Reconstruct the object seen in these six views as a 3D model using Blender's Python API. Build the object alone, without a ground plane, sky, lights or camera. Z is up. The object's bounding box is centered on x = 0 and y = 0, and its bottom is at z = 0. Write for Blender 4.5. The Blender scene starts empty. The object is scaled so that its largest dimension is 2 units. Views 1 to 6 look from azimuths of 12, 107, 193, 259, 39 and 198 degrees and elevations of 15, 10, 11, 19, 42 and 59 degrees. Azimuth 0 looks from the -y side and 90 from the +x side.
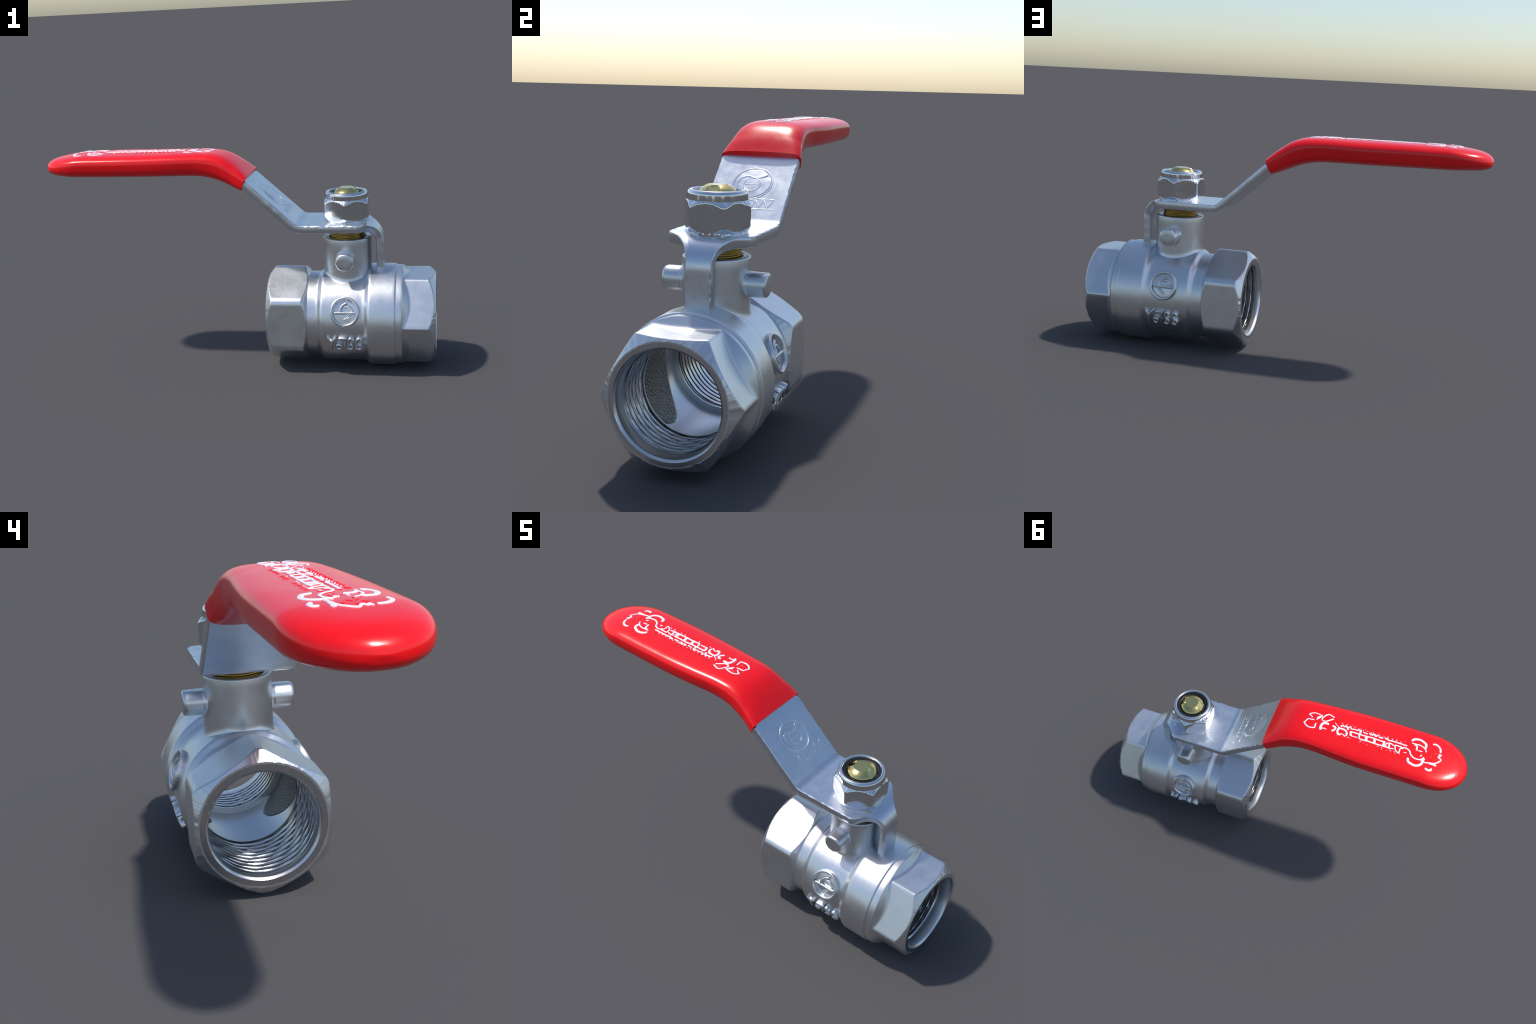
"""Nickel-plated quarter-turn ball valve with a red dipped lever grip.
Pipe axis along x, stem axis along z, lever pointing to -x."""
import bpy, math
import numpy as np
from mathutils import noise, Vector

PI = math.pi
ZC = 0.2585           # height of the pipe axis
XS = 0.561            # x of the stem axis


# ------------------------------------------------------------------ helpers
def n3(x, y, z):
    return noise.noise(Vector((x, y, z)))


def lerp(a, b, t):
    return a + (b - a) * t


def smin(a, b, k):
    """smooth minimum: rounds the edge where two surfaces meet"""
    h = max(0.0, min(1.0, 0.5 + 0.5 * (b - a) / k))
    return lerp(b, a, h) - k * h * (1 - h)


def smax(a, b, k):
    return -smin(-a, -b, k)


def interp(pts, x):
    xs = [p[0] for p in pts]
    ys = [p[1] for p in pts]
    return float(np.interp(x, xs, ys))


def smooth_interp(pts, x):
    """piecewise smoothstep-free monotone-ish cubic through (x, y) points"""
    if x <= pts[0][0]:
        return pts[0][1]
    for i in range(len(pts) - 1):
        x0, y0 = pts[i]
        x1, y1 = pts[i + 1]
        if x <= x1:
            xp, yp = pts[i - 1] if i else (x0 - (x1 - x0), y0)
            xn, yn = pts[i + 2] if i + 2 < len(pts) else (x1 + (x1 - x0), y1)
            h = x1 - x0
            m0 = (y1 - yp) / (x1 - xp) * h
            m1 = (yn - y0) / (xn - x0) * h
            t = (x - x0) / h
            return ((2 * t**3 - 3 * t**2 + 1) * y0 + (t**3 - 2 * t**2 + t) * m0
                    + (-2 * t**3 + 3 * t**2) * y1 + (t**3 - t**2) * m1)
    return pts[-1][1]


def make(name, verts, faces, mat, parent, angle=35, flip=False):
    me = bpy.data.meshes.new(name)
    if flip:
        faces = [tuple(reversed(f)) for f in faces]
    me.from_pydata([tuple(v) for v in verts], [], faces)
    me.update()
    me.shade_smooth()
    if angle is not None:
        me.set_sharp_from_angle(angle=math.radians(angle))
    for m in (mat if isinstance(mat, (list, tuple)) else [mat]):
        me.materials.append(m)
    ob = bpy.data.objects.new(name, me)
    bpy.context.scene.collection.objects.link(ob)
    ob.parent = parent
    return ob


def grid_faces(n, m, loop_n=False, loop_m=True):
    """faces of an n x m vertex grid (n rows along the profile, m around)"""
    f = []
    for i in range(n if loop_n else n - 1):
        for j in range(m if loop_m else m - 1):
            a, b = (i + 1) % n, (j + 1) % m
            f.append((i * m + j, i * m + b, a * m + b, a * m + j))
    return f


def turned(name, profile, seg, mat, parent, axis='x', centre=(0, 0), closed=True,
           rfun=None, angle=35, flip=False):
    """solid of revolution; profile = (along, radius) points; rfun may bend the
    radius as a function of (along, radius, angle, index)"""
    v = []
    for i, (s, r) in enumerate(profile):
        for j in range(seg):
            a = 2 * PI * j / seg
            rr = rfun(s, r, a, i) if rfun else r
            if axis == 'x':
                v.append((s, centre[0] + rr * math.cos(a), centre[1] + rr * math.sin(a)))
            else:
                v.append((centre[0] + rr * math.cos(a), centre[1] + rr * math.sin(a), s))
    f = grid_faces(len(profile), seg, loop_n=closed)
    if not closed:                           # cap both ends
        f.append(tuple(reversed(range(seg))))
        k = (len(profile) - 1) * seg
        f.append(tuple(range(k, k + seg)))
    if axis == 'x':
        flip = not flip
    return make(name, v, f, mat, parent, angle, flip)


def fillet(pts, n=6):
    """round the corners of a polyline of (a, b, radius)"""
    out = []
    for i, p in enumerate(pts):
        x, y = p[0], p[1]
        r = p[2] if len(p) > 2 else 0
        if r == 0 or i in (0, len(pts) - 1):
            out.append((x, y))
            continue
        P = np.array([x, y])
        A = np.array(pts[i - 1][:2]) - P
        B = np.array(pts[i + 1][:2]) - P
        la, lb = np.linalg.norm(A), np.linalg.norm(B)
        A, B = A / la, B / lb
        th = math.acos(max(-1, min(1, float(A @ B))))
        t = min(r / math.tan(th / 2), la * .49, lb * .49)
        rr = t * math.tan(th / 2)
        C = P + (A + B) / np.linalg.norm(A + B) * rr / math.sin(th / 2)
        s, e = P + A * t - C, P + B * t - C
        a0 = math.atan2(s[1], s[0])
        d = math.atan2(e[1], e[0]) - a0
        d = (d + PI) % (2 * PI) - PI
        for k in range(n + 1):
            a = a0 + d * k / n
            out.append((C[0] + rr * math.cos(a), C[1] + rr * math.sin(a)))
    return out


def densify(pts, step):
    out = [pts[0]]
    for a, b in zip(pts, pts[1:]):
        n = max(1, int(math.hypot(b[0] - a[0], b[1] - a[1]) / step))
        for k in range(1, n + 1):
            out.append((lerp(a[0], b[0], k / n), lerp(a[1], b[1], k / n)))
    return out


def curve_through(pts, per=6):
    """Catmull-Rom curve through 2D points"""
    P = [np.array(p, float) for p in pts]
    if len(P) == 2:
        return [lerp(P[0], P[1], k / 3) for k in range(4)]
    P = [2 * P[0] - P[1]] + P + [2 * P[-1] - P[-2]]
    out = []
    for i in range(1, len(P) - 2):
        p0, p1, p2, p3 = P[i - 1:i + 3]
        for k in range(per):
            t = k / per
            out.append(.5 * (2 * p1 + (p2 - p0) * t + (2 * p0 - 5 * p1 + 4 * p2 - p3) * t * t
                             + (3 * p1 - p0 - 3 * p2 + p3) * t**3))
    out.append(P[-2])
    return out


def stroke(pts, width, height, place, depth=0.004, per=6):
    """raised pen stroke: returns verts, faces; place(u, v, h) puts it on a surface"""
    c = curve_through(pts, per)
    n = len(c)
    rows = []
    # cap the ends with a short taper so that they look round
    for i, p in enumerate(c):
        t = c[min(i + 1, n - 1)] - c[max(i - 1, 0)]
        L = np.linalg.norm(t)
        t = t / L if L > 1e-9 else np.array([1., 0.])
        rows.append((p, t, width / 2))
    t0, t1 = rows[0][1], rows[-1][1]
    w = width / 2
    rows = [(rows[0][0] - t0 * w * .75, t0, w * .5)] + rows + [(rows[-1][0] + t1 * w * .75, t1, w * .5)]
    v, f = [], []
    sec = [(-1, -depth), (-1, 0)]            # half-round bead on a buried foot
    sec += [(-math.cos(PI * k / 8)**1, math.sin(PI * k / 8)**.75 * height) for k in range(1, 8)]
    sec += [(1, 0), (1, -depth)]
    m = len(sec)
    for p, t, hw in rows:
        nrm = np.array([-t[1], t[0]])
        for off, h in sec:
            q = p + nrm * off * hw
            v.append(place(q[0], q[1], h))
    f = grid_faces(len(rows), m, loop_m=True)
    f.append(tuple(range(m))[::-1])
    k = (len(rows) - 1) * m
    f.append(tuple(range(k, k + m)))
    return v, f


def strokes_mesh(name, items, place, mat, parent, extra=0.0, angle=50):
    V, F = [], []
    for width, height, pts in items:
        v, f = stroke(pts, width + extra, height, place)
        o = len(V)
        V += v
        F += [tuple(i + o for i in q) for q in f]
    ob = make(name, V, F, mat, parent, angle)
    import bmesh
    bm = bmesh.new()
    bm.from_mesh(ob.data)
    bmesh.ops.recalc_face_normals(bm, faces=bm.faces)
    bm.to_mesh(ob.data)
    bm.free()
    return ob


# ---------------------------------------------------------------- materials
def base_material(name):
    m = bpy.data.materials.new(name)
    m.use_nodes = True
    nt = m.node_tree
    return m, nt, nt.nodes['Principled BSDF']


def add_noise(nt, scale, detail=4, rough=.55, stretch=(1, 1, 1)):
    tc = nt.nodes.new('ShaderNodeTexCoord')
    mp = nt.nodes.new('ShaderNodeMapping')
    mp.inputs['Scale'].default_value = stretch
    nz = nt.nodes.new('ShaderNodeTexNoise')
    nz.inputs['Scale'].default_value = scale
    nz.inputs['Detail'].default_value = detail
    nz.inputs['Roughness'].default_value = rough
    nt.links.new(tc.outputs['Object'], mp.inputs['Vector'])
    nt.links.new(mp.outputs['Vector'], nz.inputs['Vector'])
    return nz.outputs['Fac']


def remap(nt, src, lo, hi, a=.3, b=.7):
    r = nt.nodes.new('ShaderNodeMapRange')
    r.inputs['From Min'].default_value = a
    r.inputs['From Max'].default_value = b
    r.inputs['To Min'].default_value = lo
    r.inputs['To Max'].default_value = hi
    nt.links.new(src, r.inputs['Value'])
    return r.outputs['Result']


def mix_color(nt, fac, c0, c1):
    m = nt.nodes.new('ShaderNodeMix')
    m.data_type = 'RGBA'
    m.inputs['A'].default_value = (*c0, 1)
    m.inputs['B'].default_value = (*c1, 1)
    if fac is not None:
        nt.links.new(fac, m.inputs['Factor'])
    return m


def bump(nt, bs, height, strength, distance):
    b = nt.nodes.new('ShaderNodeBump')
    b.inputs['Strength'].default_value = strength
    b.inputs['Distance'].default_value = distance
    nt.links.new(height, b.inputs['Height'])
    nt.links.new(b.outputs['Normal'], bs.inputs['Normal'])
    return b


def metal(name, c0, c1, r0, r1, grain=220, grain_strength=.12, blotch=9, wave=0.25):
    """plated metal: blotchy tone, uneven gloss, very fine orange-peel grain"""
    m, nt, bs = base_material(name)
    bs.inputs['Metallic'].default_value = 1
    blot = add_noise(nt, blotch, 5, .6)
    col = mix_color(nt, remap(nt, blot, 0, 1, .35, .65), c0, c1)
    nt.links.new(col.outputs['Result'], bs.inputs['Base Color'])
    nt.links.new(remap(nt, add_noise(nt, blotch * 2.3, 6, .65), r0, r1), bs.inputs['Roughness'])
    fine = add_noise(nt, grain, 3, .6)
    b1 = bump(nt, bs, fine, grain_strength, .0012)
    soft = add_noise(nt, 26, 2, .5)
    b2 = nt.nodes.new('ShaderNodeBump')
    b2.inputs['Strength'].default_value = wave
    b2.inputs['Distance'].default_value = .002
    nt.links.new(soft, b2.inputs['Height'])
    nt.links.new(b2.outputs['Normal'], b1.inputs['Normal'])
    return m


NICKEL = metal('nickel_casting', (.69, .70, .71), (.72, .73, .74), .33, .41, grain_strength=.06, blotch=6, wave=.22)
NICKEL_TURNED = metal('nickel_turned', (.62, .62, .62), (.66, .66, .66), .18, .26, grain_strength=0, wave=.1)
THREAD = metal('thread_metal', (.50, .51, .53), (.62, .63, .64), .20, .30, grain=120, grain_strength=.03)  # base darkened for the weak light deep in the bore
THREAD_DARK = metal('thread_dark', (.06, .06, .065), (.12, .12, .125), .30, .45, grain=120, grain_strength=.1)
STEEL = metal('zinc_sheet', (.68, .71, .76), (.74, .77, .81), .28, .37, grain=260, grain_strength=.12, wave=.15)
CHROME = metal('nut_plating', (.72, .73, .73), (.77, .78, .78), .10, .18, grain=160, grain_strength=.0, wave=.35)
BRASS = metal('brass_bright', (.72, .58, .20), (.77, .65, .27), .13, .22, grain=200, grain_strength=.06)
BRASS_DARK = metal('brass_aged', (.30, .18, .04), (.42, .27, .07), .26, .38, grain=150, grain_strength=.2)


def chamber_material():
    """smooth plated wall with two round patches of darker coarse grain on the sides"""
    m, nt, bs = base_material('chamber_wall')
    bs.inputs['Metallic'].default_value = 1
    tc = nt.nodes.new('ShaderNodeTexCoord')
    mp = nt.nodes.new('ShaderNodeMapping')
    mp.vector_type = 'POINT'
    mp.inputs['Scale'].default_value = (1, 0, 1)
    mp.inputs['Location'].default_value = (-.685, 0, -(ZC - .025))
    nt.links.new(tc.outputs['Object'], mp.inputs['Vector'])
    ln = nt.nodes.new('ShaderNodeVectorMath')
    ln.operation = 'LENGTH'
    nt.links.new(mp.outputs['Vector'], ln.inputs[0])
    mask = remap(nt, ln.outputs['Value'], 1, 0, .142, .148)
    col = mix_color(nt, mask, (.54, .55, .58), (.34, .34, .33))  # first colour lowered so the chamber wall reads dim inside
    nt.links.new(col.outputs['Result'], bs.inputs['Base Color'])
    nt.links.new(remap(nt, mask, .3, .42, 0, 1), bs.inputs['Roughness'])
    g = add_noise(nt, 150, 2, .5)
    mul = nt.nodes.new('ShaderNodeMath')
    mul.operation = 'MULTIPLY'
    nt.links.new(g, mul.inputs[0])
    nt.links.new(mask, mul.inputs[1])
    bump(nt, bs, mul.outputs[0], 1.0, .012)
    return m


CHAMBER = chamber_material()


def plastic(name, c0, c1, r0, r1, bumpy=.06, spec=.5):
    m, nt, bs = base_material(name)
    blot = add_noise(nt, 5, 4, .6)
    col = mix_color(nt, remap(nt, blot, 0, 1, .35, .65), c0, c1)
    nt.links.new(col.outputs['Result'], bs.inputs['Base Color'])
    nt.links.new(remap(nt, add_noise(nt, 14, 5, .6), r0, r1), bs.inputs['Roughness'])
    bs.inputs['Specular IOR Level'].default_value = spec
    if bumpy:
        bump(nt, bs, add_noise(nt, 60, 3, .5), bumpy, .0015)
    return m


RED = plastic('red_vinyl', (.86, .004, .007), (.90, .005, .009), .20, .26, .03)
WHITE = plastic('white_paint', (.86, .80, .87), (.90, .84, .91), .4, .5, 0)
BLACK = plastic('black_nylon', (.003, .003, .0035), (.006, .006, .007), .3, .45, 0)


# --------------------------------------------------------------- the valve
root = bpy.data.objects.new('ball_valve', None)
root.empty_display_size = .1
root.location = (0, 0, 0)
bpy.context.scene.collection.objects.link(root)
root['label'] = 'nickel plated brass ball valve with red lever handle'
root['category'] = 'ball valve'

# --- body: turned casting, hollow ball chamber
R_BODY, R_COLLAR, R_NECK, R_RING = .2372, .2580, .2165, .2515
outer = fillet([
    (.345, .2075), (.345, R_NECK), (.419, R_NECK, .02), (.440, R_BODY, .02), (.652, R_BODY, .03),
    (.676, R_COLLAR, .024), (.8035, R_COLLAR, .004), (.8055, R_COLLAR - .006, .001),
    (.808, R_RING, .003), (.8365, R_RING, .006), (.842, R_RING - .012, .003), (.842, .212)], 7)
inner = [(.835, .208), (.786, .208), (.783, .206), (.781, .199), (.625, .199), (.471, .199), (.469, .206), (.466, .208), (.40, .2075)]
body = turned('body', densify(outer, .012) + densify(inner, .02), 288, [NICKEL, CHAMBER], root,
              centre=(0, ZC), angle=28)
for p in body.data.polygons:
    c = p.center
    if math.hypot(c[1], c[2] - ZC) < .2 and .47 < c[0] < .785:
        p.material_index = 1


# --- hexagonal pipe ends with female thread
def hex_radius(a, apothem, first_normal):
    d = (a - first_normal + PI / 6) % (PI / 3) - PI / 6
    return apothem / math.cos(d)


def hex_end(name, x_out, x_in, sleeve_in, apothem, r_face, first_normal, bore, lip,
            pitch, crest, back_cut, seed, cap, zc):
    """x_out: pipe mouth, x_in: inner end of the hexagon, sleeve_in: inner end of the bore"""
    sgn = 1 if x_out > x_in else -1
    L = abs(x_out - x_in)
    prof, kind = [], []

    def put(x, r, k):
        prof.append((x, r))
        kind.append(k)
    put(sleeve_in, crest, 'p')
    put(sleeve_in, .2055, 'p')
    put(x_in - sgn * .004, .2055, 'p')
    for k in range(71):                      # hexagon, inner end to mouth, finer at the chamfers
        t = .5 - .5 * math.cos(PI * k / 70)
        put(x_in + sgn * L * t, 0, 'h')
    for k in range(1, 5):                    # flat mouth ring
        put(x_out, lerp(r_face, bore + .003, k / 4), 'f')
    put(x_out - sgn * .002, bore + .001, 'p')
    put(x_out - sgn * .007, bore - .0045, 'p')
    put(x_out - sgn * .010, bore - .0055, 'p')
    put(x_out - sgn * (lip - .012), bore - .006, 'p')
    put(x_out - sgn * (lip - .002), bore - .0063, 'p')
    n = 0
    x = x_out - sgn * lip
    N = int(abs(x - sleeve_in) / (pitch / 16))
    for k in range(N + 1):
        put(lerp(x, sleeve_in + sgn * .006, k / N), 0, 't')

    def rfun(s, r, a, i):
        k = kind[i]
        d_out = abs(x_out - s)               # distance from the mouth
        d_in = abs(s - x_in)
        if k == 'h':
            wob = .0016 * n3(math.cos(a) * 9 + seed, math.sin(a) * 9, 3.1) \
                + .0010 * n3(math.cos(a) * 34 + seed, math.sin(a) * 34, 7.7)
            h = smin(hex_radius(a, apothem, first_normal), min(apothem * 1.1515, cap), .006)
            chip = .0045 * max(0, n3(math.cos(a) * 11 + seed, math.sin(a) * 11, 5.5) - .22)
            cone = r_face + 1.2 * d_out + wob - chip
            h = smin(h, cone, .0035)
            if back_cut == 'chamfer':
                h = smin(h, .2165 + 1.55 * d_in + wob, .005)
            else:                             # blends up into the ring of the body
                h = smax(h, R_RING - .001 - 1.15 * d_in, .012)
            return h
        if k == 'f':
            if r > bore + .006:
                return r - .0018 * max(0, n3(math.cos(a) * 20 + seed, math.sin(a) * 20, 1.5))
            return r + .003 * max(0, n3(math.cos(a) * 13 + seed, math.sin(a) * 13, 9.5) - .3)
        if k == 't':
            dep = abs(x_out - s) - lip
            ph = (dep / pitch - a / (2 * PI)) % 1.0
            tri = abs(2 * ph - 1)            # 1 at the root, 0 at the crest
            prof_ = .25 * tri**2 + .75 * min(1.0, max(0.0, (tri - .66) / .20))
            fade = min(1, dep / .006)
            worn = .0006 * n3(math.cos(a) * 3 + seed, math.sin(a) * 3, s * 20)
            return lerp(bore - .0063, crest + .0045 * prof_ + worn, fade)
        return r
    return turned(name, prof, 432, [NICKEL, NICKEL_TURNED, THREAD, THREAD_DARK], root, centre=(0, zc), rfun=rfun,
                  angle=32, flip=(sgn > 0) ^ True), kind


def assign_hex_materials(ob, kind, x_out, lip, pitch, sleeve_in):
    seg = 432
    for p in ob.data.polygons:
        i = min(v // seg for v in p.vertices)
        k = kind[i]
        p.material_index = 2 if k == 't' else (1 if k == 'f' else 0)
        if k == 't':                         # darker faces in the thread roots and at the inner end
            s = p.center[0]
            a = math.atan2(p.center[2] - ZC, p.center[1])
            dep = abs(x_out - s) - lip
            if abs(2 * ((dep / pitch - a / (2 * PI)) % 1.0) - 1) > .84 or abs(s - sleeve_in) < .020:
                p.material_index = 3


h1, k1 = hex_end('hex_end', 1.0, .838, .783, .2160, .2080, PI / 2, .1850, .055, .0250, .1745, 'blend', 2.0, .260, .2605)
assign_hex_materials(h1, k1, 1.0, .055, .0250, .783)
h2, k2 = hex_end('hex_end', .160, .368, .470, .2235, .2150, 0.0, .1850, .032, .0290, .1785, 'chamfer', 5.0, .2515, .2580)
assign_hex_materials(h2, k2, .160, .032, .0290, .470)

# --- cast emblem and letters, front and back of the body
A0 = math.radians(19.3)


def on_body(side):
    def place(u, v, h):
        """u metres along the reading direction, v metres up the wall from the emblem centre"""
        a = A0 + v / R_BODY
        r = R_BODY + h
        return (XS + side * u, -side * r * math.cos(a), ZC + r * math.sin(a))
    return place


def arc(cx, cy, r, a0, a1, n=12):
    return [(cx + r * math.cos(math.radians(lerp(a0, a1, k / n))),
             cy + r * math.sin(math.radians(lerp(a0, a1, k / n)))) for k in range(n + 1)]


for side in (1, -1):
    d = side
    em = [(.017, .019, arc(0, 0, .0650, 0, 360, 28)),
          (.015, .015, [(-.046, -.006), (.0, -.006), (.044, -.006)]),
          (.014, .014, [(-.024, -.004), (-.022, .014), (-.012, .030), (.006, .041)]),
          (.014, .009, [(.0, .026), (.020, .024), (.036, .008)]),
          (.012, .009, [(.026 * d, -.014), (.012 * d, -.028), (-.002 * d, -.038)])]
    strokes_mesh('emblem', em, on_body(side), NICKEL, body)
    t0, t1 = -.131, -.197                    # top and foot line of the letters
    tm = (t0 + t1) / 2
    letters = [
        [(.012, [(-.084, t0), (-.068, tm + .008)]), (.012, [(-.050, t0), (-.068, tm + .008), (-.070, t1)])],
        [(.010, arc(-.034, t1 + .018, .013, 0, 360, 10))],
        [(.013, [(-.027, t0), (.004, t0)]), (.012, [(.004, t0), (-.002, tm), (-.008, t1)])],
        [(.012, [(.038, t0 - .006), (.026, t0), (.015, t0 - .012), (.020, tm + .004), (.033, tm - .006),
                 (.038, t1 + .014), (.026, t1 + .002), (.013, t1 + .008)])],
        [(.012, [(.079, t0 - .006), (.067, t0), (.056, t0 - .012), (.061, tm + .004), (.074, tm - .006),
                 (.080, t1 + .014), (.068, t1 + .002), (.054, t1 + .008)])]]
    for L in letters:
        strokes_mesh('letter', [(w + .001, .019, p) for w, p in L], on_body(side), NICKEL, body)

# --- stem housing: cylinder growing out of the body with a small fillet
R_H = .121
Z_TOP = .672
hp = fillet([(Z_TOP - .075, .084), (Z_TOP - .045, .0915, .002), (Z_TOP - .006, .0945, .003), (Z_TOP, .099, .003),
             (Z_TOP, R_H - .001, .007), (Z_TOP - .03, R_H)], 5)
rows = [(z, r) for z, r in hp]


def housing():
    seg = 144
    v = []
    prof = densify(rows, .015)
    NB = 16
    for z, r in prof:
        for j in range(seg):
            a = 2 * PI * j / seg
            w = .0012 * n3(math.cos(a) * 2.5, math.sin(a) * 2.5, z * 9)
            v.append((XS + (r + w) * math.cos(a), (r + w) * math.sin(a), z))
    for k in range(1, NB + 1):
        t = k / NB
        for j in range(seg):
            a = 2 * PI * j / seg
            xl = XS + (R_H + .006) * math.cos(a)
            rl = interp([(.424, R_NECK), (.448, R_BODY), (.70, R_BODY)], xl)
            zb = ZC + math.sqrt(max(0, rl**2 - ((R_H + .008) * math.sin(a))**2)) - .004
            zt = Z_TOP - .03
            z = lerp(zt, zb, t)
            flare = .007 * max(0, 1 - (z - zb) / .022)**2
            r = R_H + flare
            w = .0012 * n3(math.cos(a) * 2.5, math.sin(a) * 2.5, z * 9)
            v.append((XS + (r + w) * math.cos(a), (r + w) * math.sin(a), z))
    n = len(prof) + NB
    f = grid_faces(n, seg)
    f = [tuple(reversed(q)) for q in f]
    f.append(tuple(range(seg)))
    return make('stem_housing', v, f, NICKEL, root, 40)


hous = housing()


def stop_pin(side):
    prof = fillet([(.085, .0485), (.118, .0485, .01), (.126, .0465, .01), (.193, .0455, .014), (.1945, .018, .004), (.1945, .001)], 6)
    seg = 64
    v = []
    for s, r in densify(prof, .01):
        for j in range(seg):
            a = 2 * PI * j / seg
            x, z = r * math.cos(a), r * math.sin(a)
            z = smin(z, .0420, .006)
            v.append((XS + side * x, -side * s, .577 + z))
    n = len(v) // seg
    f = grid_faces(n, seg)
    f.append(tuple(range((n - 1) * seg, n * seg)))
    f.append(tuple(reversed(range(seg))))
    return make('stop_pin', v, f, NICKEL, hous, 45)


stop_pin(1)
stop_pin(-1)

# --- brass stem: threaded shank below the lever, domed head with two wrench flats above
ZH = .917
sp = []
for k in range(130):
    sp.append((lerp(.595, .76, k / 129), .087))
stem = turned('stem', sp, 96, BRASS_DARK, root, axis='z', centre=(XS, 0), closed=False,
              rfun=lambda s, r, a, i: r - .0013 * (abs(2 * ((s / .0075 - a / (2 * PI)) % 1) - 1)) , angle=60)


def stem_head():
    seg = 128
    v = []
    prof = [(.0005, 0), (.012, 0), (.024, 0), (.034, 0), (.0375, -.0004), (.041, -.0022), (.047, -.0055),
            (.053, -.0095), (.058, -.0135), (.062, -.0175), (.065, -.023), (.066, -.030), (.066, -.06)]
    for r, dz in prof:
        for j in range(seg):
            a = 2 * PI * j / seg
            x, y = r * math.cos(a), r * math.sin(a)
            z = ZH + dz
            if abs(y) < .0215 and r > .034 and dz > -.05:
                z = min(z, ZH - .002 - (abs(x) - .034) * .95)
            v.append((XS + x, y, z))
    f = [tuple(reversed(q)) for q in grid_faces(len(prof), seg)]
    f.append(tuple(range(seg)))
    return make('stem_head', v, f, BRASS, stem, 20)


stem_head()

# --- lever: bent strip of sheet steel, tab - seat - arm
T_L = .038
TOP = .754
path = fillet([(.7275, .497), (.7275, TOP - T_L / 2, .094), (.3215, TOP - T_L / 2, .075),
               (.045, TOP - T_L / 2 + .278 * math.tan(math.radians(42.2)))], 14)
path = densify(path, .008)


def lever():
    S = [0]
    for a, b in zip(path, path[1:]):
        S.append(S[-1] + math.hypot(b[0] - a[0], b[1] - a[1]))

    def half_width(x, z):
        if x < .066:                         # end hidden in the grip
            return .140
        if z > TOP or x < .60:
            return .1575
        if z < .68:
            return .048
        # seat corner, then a hollow curve down to the tab
        u = x + max(0, (.737 - z)) * .9
        return smooth_interp([(.60, .1575), (.622, .1570), (.646, .142), (.672, .104), (.700, .080),
                              (.730, .062), (.765, .052), (.80, .048)], u)
    v = []
    n = len(path)
    sec = 16
    for i, (x, z) in enumerate(path):
        a = path[max(i - 1, 0)]
        b = path[min(i + 1, n - 1)]
        tx, tz = b[0] - a[0], b[1] - a[1]
        L = math.hypot(tx, tz)
        nx, nz = tz / L, -tx / L             # outward normal (tab: +x, seat: up)
        w = half_width(x, z)
        for side in (1, -1):
            burr = .0030 * n3(S[i] * 55, side * 3.7, .5) + .0022 * n3(S[i] * 160, side * 9.1, 2.5)
            wob = .0010 * n3(S[i] * 30, side * 5.2, 8.5)
            e = T_L / 2
            bev = .004 + burr
            pts = [(w - bev * 1.2, e), (w - .0012 + wob, e - bev * .9), (w + wob, e * .3), (w + wob, -e * .5),
                   (w - .003, -e + .0025), (w - .007, -e)]
            pts = pts if side == 1 else [(q, p) for q, p in reversed(pts)]
            for q, p in pts:
                v.append((x + nx * p, side * q, z + nz * p))
    m = 12
    f = grid_faces(n, m)
    f.append(tuple(reversed(range(m))))
    f.append(tuple(range((n - 1) * m, n * m)))
    return make('lever', v, f, STEEL, root, 30, flip=False)


lev = lever()
ARM = math.radians(42.2)
AX, AZ = .2, None
# top surface of the arm at x = AX
AZ = TOP - T_L / 2 + (.3215 - AX) * math.tan(ARM) + T_L / 2 / math.cos(ARM)


def on_arm(u, v, h):
    return (AX - u * math.cos(ARM) + h * math.sin(ARM), v, AZ + u * math.sin(ARM) + h * math.cos(ARM))


H = .0012
lever_mark = [(.007, .0018, arc(.022, .003, .078, 0, 360, 40)),
              (.006, .0028, arc(.017, .003, .033, 20, 330, 20)),
              (.003, .0030, [(.016, -.024), (.018, .028)]),
              (.014, .0026, [(.066, .050), (.054, .028), (.050, .004), (.058, -.020), (.050, -.045)]),
              (.008, .0030, [(.050, -.042), (.026, -.055), (.002, -.050)])]
strokes_mesh('lever_emblem', lever_mark, on_arm, STEEL, lev)
dv, df = [], []
DR = [(.0005, .0022), (.03, .0020), (.055, .0012), (.068, .0008), (.074, .0006), (.077, -.003)]
for r, h in DR:                              # shallow stamped disc under the mark
    for k in range(64):
        a = 2 * PI * k / 64
        hh = h + (.0006 * n3(math.cos(a) * r * 30, math.sin(a) * r * 30, 3) if h > 0 else 0)
        dv.append(on_arm(.022 + r * math.cos(a), .003 + r * math.sin(a), hh))
df = grid_faces(len(DR), 64) + [tuple(range(64))[::-1]]
make('stamped_disc', dv, df, STEEL, lev, 60, flip=True)
band = [(.003, H, [(-.056, -.098), (-.055, .0), (-.054, .106)]), (.004, H, [(-.103, -.098), (-.104, .0), (-.103, .108)])]
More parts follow.
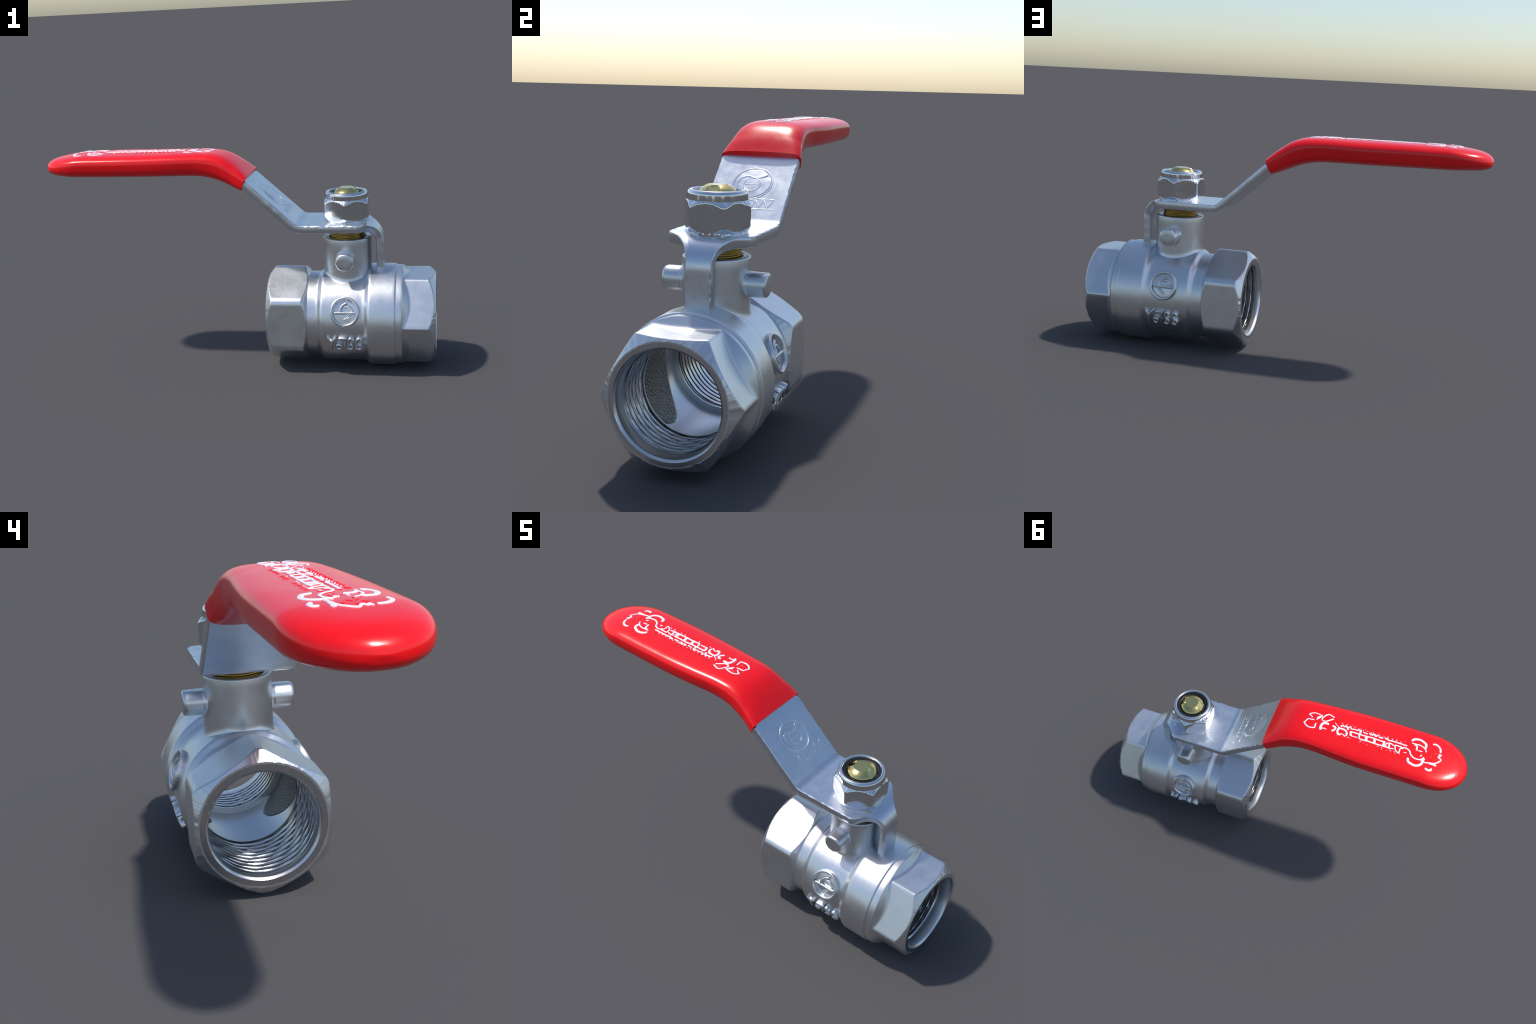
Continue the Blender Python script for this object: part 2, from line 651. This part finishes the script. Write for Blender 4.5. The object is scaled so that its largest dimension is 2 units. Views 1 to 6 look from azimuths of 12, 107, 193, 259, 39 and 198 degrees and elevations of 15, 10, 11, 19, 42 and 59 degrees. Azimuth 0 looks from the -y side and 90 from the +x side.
for y0, y1 in ((.106, .088), (.070, .088), (.070, .054), (.038, .054), (.036, .030), (.008, .008), (-.014, -.020),
               (-.040, -.046), (-.046, -.064), (-.092, -.074)):
    band.append((.006, H, [(-.062, y0), (-.098, y1)]))
band += [(.005, H, [(-.062, .036), (-.062, .014)]), (.005, H, [(-.096, .006), (-.097, -.012)]),
         (.005, H, [(-.080, -.060), (-.082, -.080)])]
strokes_mesh('lever_lettering', band, on_arm, STEEL, lev)

# --- lock nut with collar and black nylon insert
Z0, Z1, Z2 = TOP + .001, .862, .9015
NUT_A = .108


def nut():
    prof, kind = [], []
    for k in range(40):
        t = .5 - .5 * math.cos(PI * k / 39)
        prof.append((lerp(Z0 + .004, Z1 + .006, t), 0))
        kind.append('h')
    top = [(Z1 + .006, .1055)]
    top += [(Z2 - .016 + .016 * math.sin(PI / 2 * k / 9), .0925 + .013 * math.cos(PI / 2 * k / 9)) for k in range(10)]
    top += [(Z2 - .007 + .007 * math.cos(PI / 2 * k / 6), .0925 - .007 * math.sin(PI / 2 * k / 6)) for k in range(1, 7)]
    for p in top[1:]:
        prof.append(p)
        kind.append('c')
    prof += [(Z0 + .01, .0855), (Z0 - .014, .0855), (Z0 - .014, .100), (Z0 - .014, .1075), (Z0, .1085)]
    kind += ['c'] * 5

    def rfun(s, r, a, i):
        if kind[i] == 'h':
            wob = .0022 * n3(math.cos(a) * 7, math.sin(a) * 7, 1.3) + .0024 * n3(math.cos(a) * 26, math.sin(a) * 26, 4.0)
            # vertices point to +-y
            h = smin(hex_radius(a, NUT_A, 0), .1225, .004)
            up = .1055 + max(0, (Z1 + .004 - s)) * .95 + wob
            dn = .1085 + max(0, (s - Z0 - .004)) * .75 + wob
            return smin(smin(h, up, .003), dn, .003)
        return r
    return turned('lock_nut', prof, 360, CHROME, root, axis='z', centre=(XS, 0), rfun=rfun, angle=30, flip=True)


nut_ob = nut()
ins = fillet([(.84, .0665), (.890, .0665, .003), (.8945, .072, .003), (.8955, .0885)], 4) + [(.84, .0885)]
turned('nylon_insert', ins, 128, BLACK, nut_ob, axis='z', centre=(XS, 0), angle=50)
gap_ring = fillet([(.60, .0855), (.657, .0855, .002), (.657, .0948)], 3) + [(.60, .0948)]  # black ring modelled to show the shadowed gap around the shank
turned('dark_gap_ring', gap_ring, 96, BLACK, hous, axis='z', centre=(XS, 0), angle=50)

# --- grip: dipped vinyl sleeve over the arm, rounded tip
TOP_LINE = [(.085, 1.002), (.028, 1.052), (-.03, 1.090), (-.085, 1.108), (-.15, 1.1145), (-.25, 1.1160), (-.45, 1.1160),
            (-.70, 1.1155), (-.80, 1.1140), (-.88, 1.107), (-.94, 1.097), (-.975, 1.083), (-.993, 1.067), (-1.0, 1.050)]
BOTTOM_LINE = [(.052, .926), (.0, .945), (-.060, .970), (-.11, .985), (-.17, .995), (-.27, .998), (-.45, .999),
               (-.70, 1.001), (-.80, 1.002), (-.88, 1.004), (-.94, 1.008), (-.975, 1.0155), (-.993, 1.027), (-1.0, 1.046)]


def spline(points, per):
    return [tuple(p) for p in curve_through(points, per)]


top_line, bottom_line = spline(TOP_LINE, 14), spline(BOTTOM_LINE, 14)


def grip_half_width(x):
    w = smooth_interp([(-1.0, .1550), (-.80, .1550), (-.62, .1560), (-.45, .1550), (-.30, .1470), (-.20, .1395), (-.10, .1385),
                       (.0, .1480), (.05, .158), (.09, .164)], x)
    if x < -.80:
        w *= max(0, 1 - ((-.80 - x) / .2)**2.15)**.5
    return w


def sup(c, n):
    return math.copysign(abs(c)**(2.0 / n), c)


def grip():
    seg = 112
    v = []
    n = len(top_line)

    def ring(xm, zm, ax, az, w, h, ey, ez, rough=True, tuck=0.0, low=0.0):
        row = []
        for j in range(seg):
            t = 2 * PI * j / seg
            c, s = math.cos(t), math.sin(t)
            y, p = w * sup(c, ey), h * sup(s, ez if s > 0 else ez + low)
            y *= 1 + tuck * p / h                # sides lean in towards the underside
            lum = .0010 * n3(xm * 5, y * 8, p * 9) if rough else 0
            row.append((xm + ax * (p + lum * s), y + lum * c * min(1, w * 20), zm + az * (p + lum * s)))
        return row
    tx, tz = -math.cos(ARM), math.sin(ARM)   # along the arm, into the sleeve
    for i in range(n):
        (xt, zt), (xb, zb) = top_line[i], bottom_line[i]
        xm, zm = (xt + xb) / 2, (zt + zb) / 2
        h = math.hypot(xt - xb, zt - zb) / 2
        ax, az = (xt - xb) / (2 * h), (zt - zb) / (2 * h)
        w = max(.0008, grip_half_width(xm))
        k = min(1, max(0, (-.80 - xm) / .15))
        if i == 0:                           # mouth: recessed around the strip, rolled lip
            v += ring(xm + tx * .02, zm + tz * .02, ax, az, .1530, .0160, 8, 8, False)
            v += ring(xm, zm, ax, az, .1550, .0190, 8, 8, False)
            v += ring(xm - tx * .001, zm - tz * .001, ax, az, w - .004, h - .004, 4.5, 4.2, False)
        m = min(1, max(0, xm / .07))          # squarer towards the mouth
        v += ring(xm, zm, ax, az, w, h, lerp(3.7, 2.5, k) + m * .9, lerp(3.1, 2.2, k) + m * 1.2, tuck=.03 * (1 - k), low=.2)
    n2 = n + 3
    f = grid_faces(n2, seg)
    f.append(tuple(range((n2 - 1) * seg, n2 * seg)))
    return make('grip', v, f, RED, root, 50, flip=True)


grp = grip()


def on_grip(u, v, h):
    """u, v in millimetres (x, y); surface of the flat top of the grip"""
    x, y = u / 1000, v / 1000
    zt = float(np.interp(-x, [-p[0] for p in top_line], [p[1] for p in top_line]))
    zb = float(np.interp(-x, [-p[0] for p in bottom_line], [p[1] for p in bottom_line]))
    hh = (zt - zb) / 2
    z = zb + hh + hh * max(0, 1 - min(1, abs(y) / grip_half_width(x))**3.7)**(1 / 3.1)
    return (x, y, z + h / 1000)


# pen strokes of the worn script on the grip: (width in mm, points x, y in mm)
script = [
    # two hooked flourishes next to the bend
    (6, [(-139, -16), (-127, -25), (-119, -28), (-125, -37), (-143, -46), (-162, -46), (-185, -42)]),
    (7, [(-186, -41), (-179, -29), (-166, -11)]), (10, [(-167, -22), (-177, -31)]),
    (6, [(-152, -3), (-137, -1), (-121, 1), (-115, 12), (-108, 30)]),
    (7, [(-107, 28), (-121, 42), (-139, 49), (-156, 48), (-170, 43), (-169, 31), (-169, 16)]),
    # open loop and crescent
    (7, [(-249, -54), (-236, -58), (-218, -62), (-206, -53), (-196, -37), (-191, -22), (-200, -13), (-215, -14), (-230, -26), (-248, -41)]),
    (12, [(-232, -2), (-219, -3), (-205, 3), (-200, 17), (-200, 35), (-203, 42)]), (6, [(-206, 37), (-217, 31), (-231, 33)]),
    # small letters
    (10, [(-260, 1), (-274, 5), (-273, 21), (-264, 31)]), (4, [(-266, -22), (-276, -12), (-288, -6), (-293, 2)]),
    (11, [(-293, 2), (-291, 21), (-299, 39), (-308, 39)]), (10, [(-293, 3), (-311, 1), (-332, 6), (-342, 20), (-342, 32)]),
    (6, [(-311, 34), (-325, 33), (-339, 42)]), (8, [(-300, -13), (-308, -19), (-319, -16)]),
    (11, [(-325, -21), (-336, -16), (-341, -7)]), (7, [(-336, -14), (-348, -25), (-357, -15), (-373, -19), (-390, -18)]),
    (10, [(-394, -22), (-408, -21), (-407, -2)]),
    # ladder of joined letters
    (8, [(-357, 3), (-379, 1), (-408, 2), (-445, 1), (-482, -1), (-520, 1), (-547, 0)]),
    (11, [(-359, 4), (-365, 24)]), (6, [(-363, 26), (-383, 26), (-401, 25)]),
    (8, [(-407, 5), (-413, 25), (-425, 29), (-453, 27), (-481, 28), (-500, 29), (-528, 28), (-556, 28), (-578, 28)]),
    (13, [(-445, 4), (-451, 27)]), (13, [(-490, 1), (-495, 26)]), (7, [(-424, -18), (-445, -15)]),
    (9, [(-456, -22), (-469, -18), (-476, -26)]), (8, [(-480, -23), (-490, -17), (-502, -26)]),
    (12, [(-543, 2), (-544, 22)]), (7, [(-557, 28), (-579, 29), (-598, 25)]),
    (7, [(-555, 22), (-557, 6), (-570, -1), (-585, 0), (-594, 5)]), (9, [(-572, 5), (-574, 24)]),
    (7, [(-602, 0), (-610, 26), (-632, 40), (-632, 14), (-638, 0), (-602, 0)]),
    (9, [(-511, -18), (-528, -19)]), (10, [(-543, -23), (-557, -21)]),
    (8, [(-562, -16), (-580, -19), (-598, -19), (-621, -19), (-645, -18), (-660, -18)]),
    # big looped capital towards the tip
    (8, [(-641, 8), (-652, -2), (-669, 0), (-684, 9), (-692, 24), (-705, 35), (-717, 41), (-734, 42), (-753, 37), (-763, 22)]),
    (7, [(-685, -44), (-702, -44), (-724, -46), (-744, -40), (-758, -31), (-767, -17)]), (9, [(-700, -39), (-711, -34), (-716, -11)]),
    (6, [(-727, -10), (-745, -12)]), (5, [(-658, 27), (-670, 25)]), (7, [(-746, 18), (-749, 11)]),
    (12, [(-680, -61), (-686, -70), (-700, -77), (-719, -79), (-737, -73), (-753, -63), (-757, -47), (-756, -38)]),
    (12, [(-687, 55), (-693, 71), (-708, 78), (-727, 82), (-746, 77), (-759, 65), (-763, 51), (-760, 43)]),
    # last flourish
    (10, [(-791, -78), (-805, -81), (-822, -73), (-833, -60), (-837, -44)]),
    (7, [(-846, -29), (-833, -26), (-843, -21), (-833, -11), (-848, -3), (-851, 4), (-841, 19), (-825, 34), (-800, 41), (-774, 47), (-766, 39), (-769, 29)]),
    (11, [(-800, 43), (-818, 42), (-833, 44)]), (11, [(-790, 80), (-801, 84), (-814, 81), (-818, 73)]),
]
# raised red letter bodies around the middle word, standing beside the white faces
relief = [(9, [(x, y) for x, y in pts]) for w, pts in script if -700 < pts[0][0] < -255]
x = -272.0
k = 0
while x > -655:                              # worn, uneven outlines of the two rows of letters
    k += 1
    step = 17 + 9 * n3(k * 1.7, .3, 2.2)
    j1, j2, j3 = n3(k * 2.3, 4.1, 0), n3(k * 3.1, 8.7, 0), n3(k * 1.3, 2.9, 5)
    if j3 > -.28:
        relief.append((3 + 2 * j2, [(x, -33 + 4 * j1), (x - step * .45, -43 + 5 * j2), (x - step * .9, -35 + 5 * j3)]))
    if j2 > -.28:
        relief.append((3 + 2 * j1, [(x - 6, 46 + 4 * j3), (x - 6 - step * .5, 52 + 5 * j1), (x - 6 - step * .9, 44 + 5 * j2)]))
    x -= step + 7 + 6 * j1
for k in range(15):                          # specks of paint left on the upper row of small letters
    x0, j1, j2 = -300 - k * 23.0, n3(k * 2.7, 1.1, 7), n3(k * 1.9, 6.3, 3)
    script.append((3.5 + 2 * j1, [(x0, -31 + 5 * j1), (x0 - 5 - 4 * j2, -29 + 5 * j2)]))
    if j2 > 0:
        script.append((3.5 + 2 * j2, [(x0 - 8, 40 + 4 * j1), (x0 - 14, 41 + 4 * j2)]))
relief += [(8, [(-775, -22), (-795, -8), (-790, 12), (-812, 20)]), (8, [(-815, -34), (-806, -16), (-826, -6)]),
           (9, [(-705, 10), (-722, 22), (-740, 12), (-728, 0)]), (8, [(-128, -12), (-143, -28), (-160, -30)]),
           (8, [(-128, 18), (-140, 30), (-155, 30)]), (8, [(-215, -38), (-232, -42)])]
ON = lambda u, v, h: on_grip(u, v, h)
strokes_mesh('script_relief', [(w, 1.5, p) for w, p in relief], lambda u, v, h: on_grip(u, v, h if h >= 0 else -4), RED, grp, extra=3)
strokes_mesh('script', [(w * 1.15, 2.6, p) for w, p in script], lambda u, v, h: on_grip(u, v, h if h >= 0 else -4), WHITE, grp)
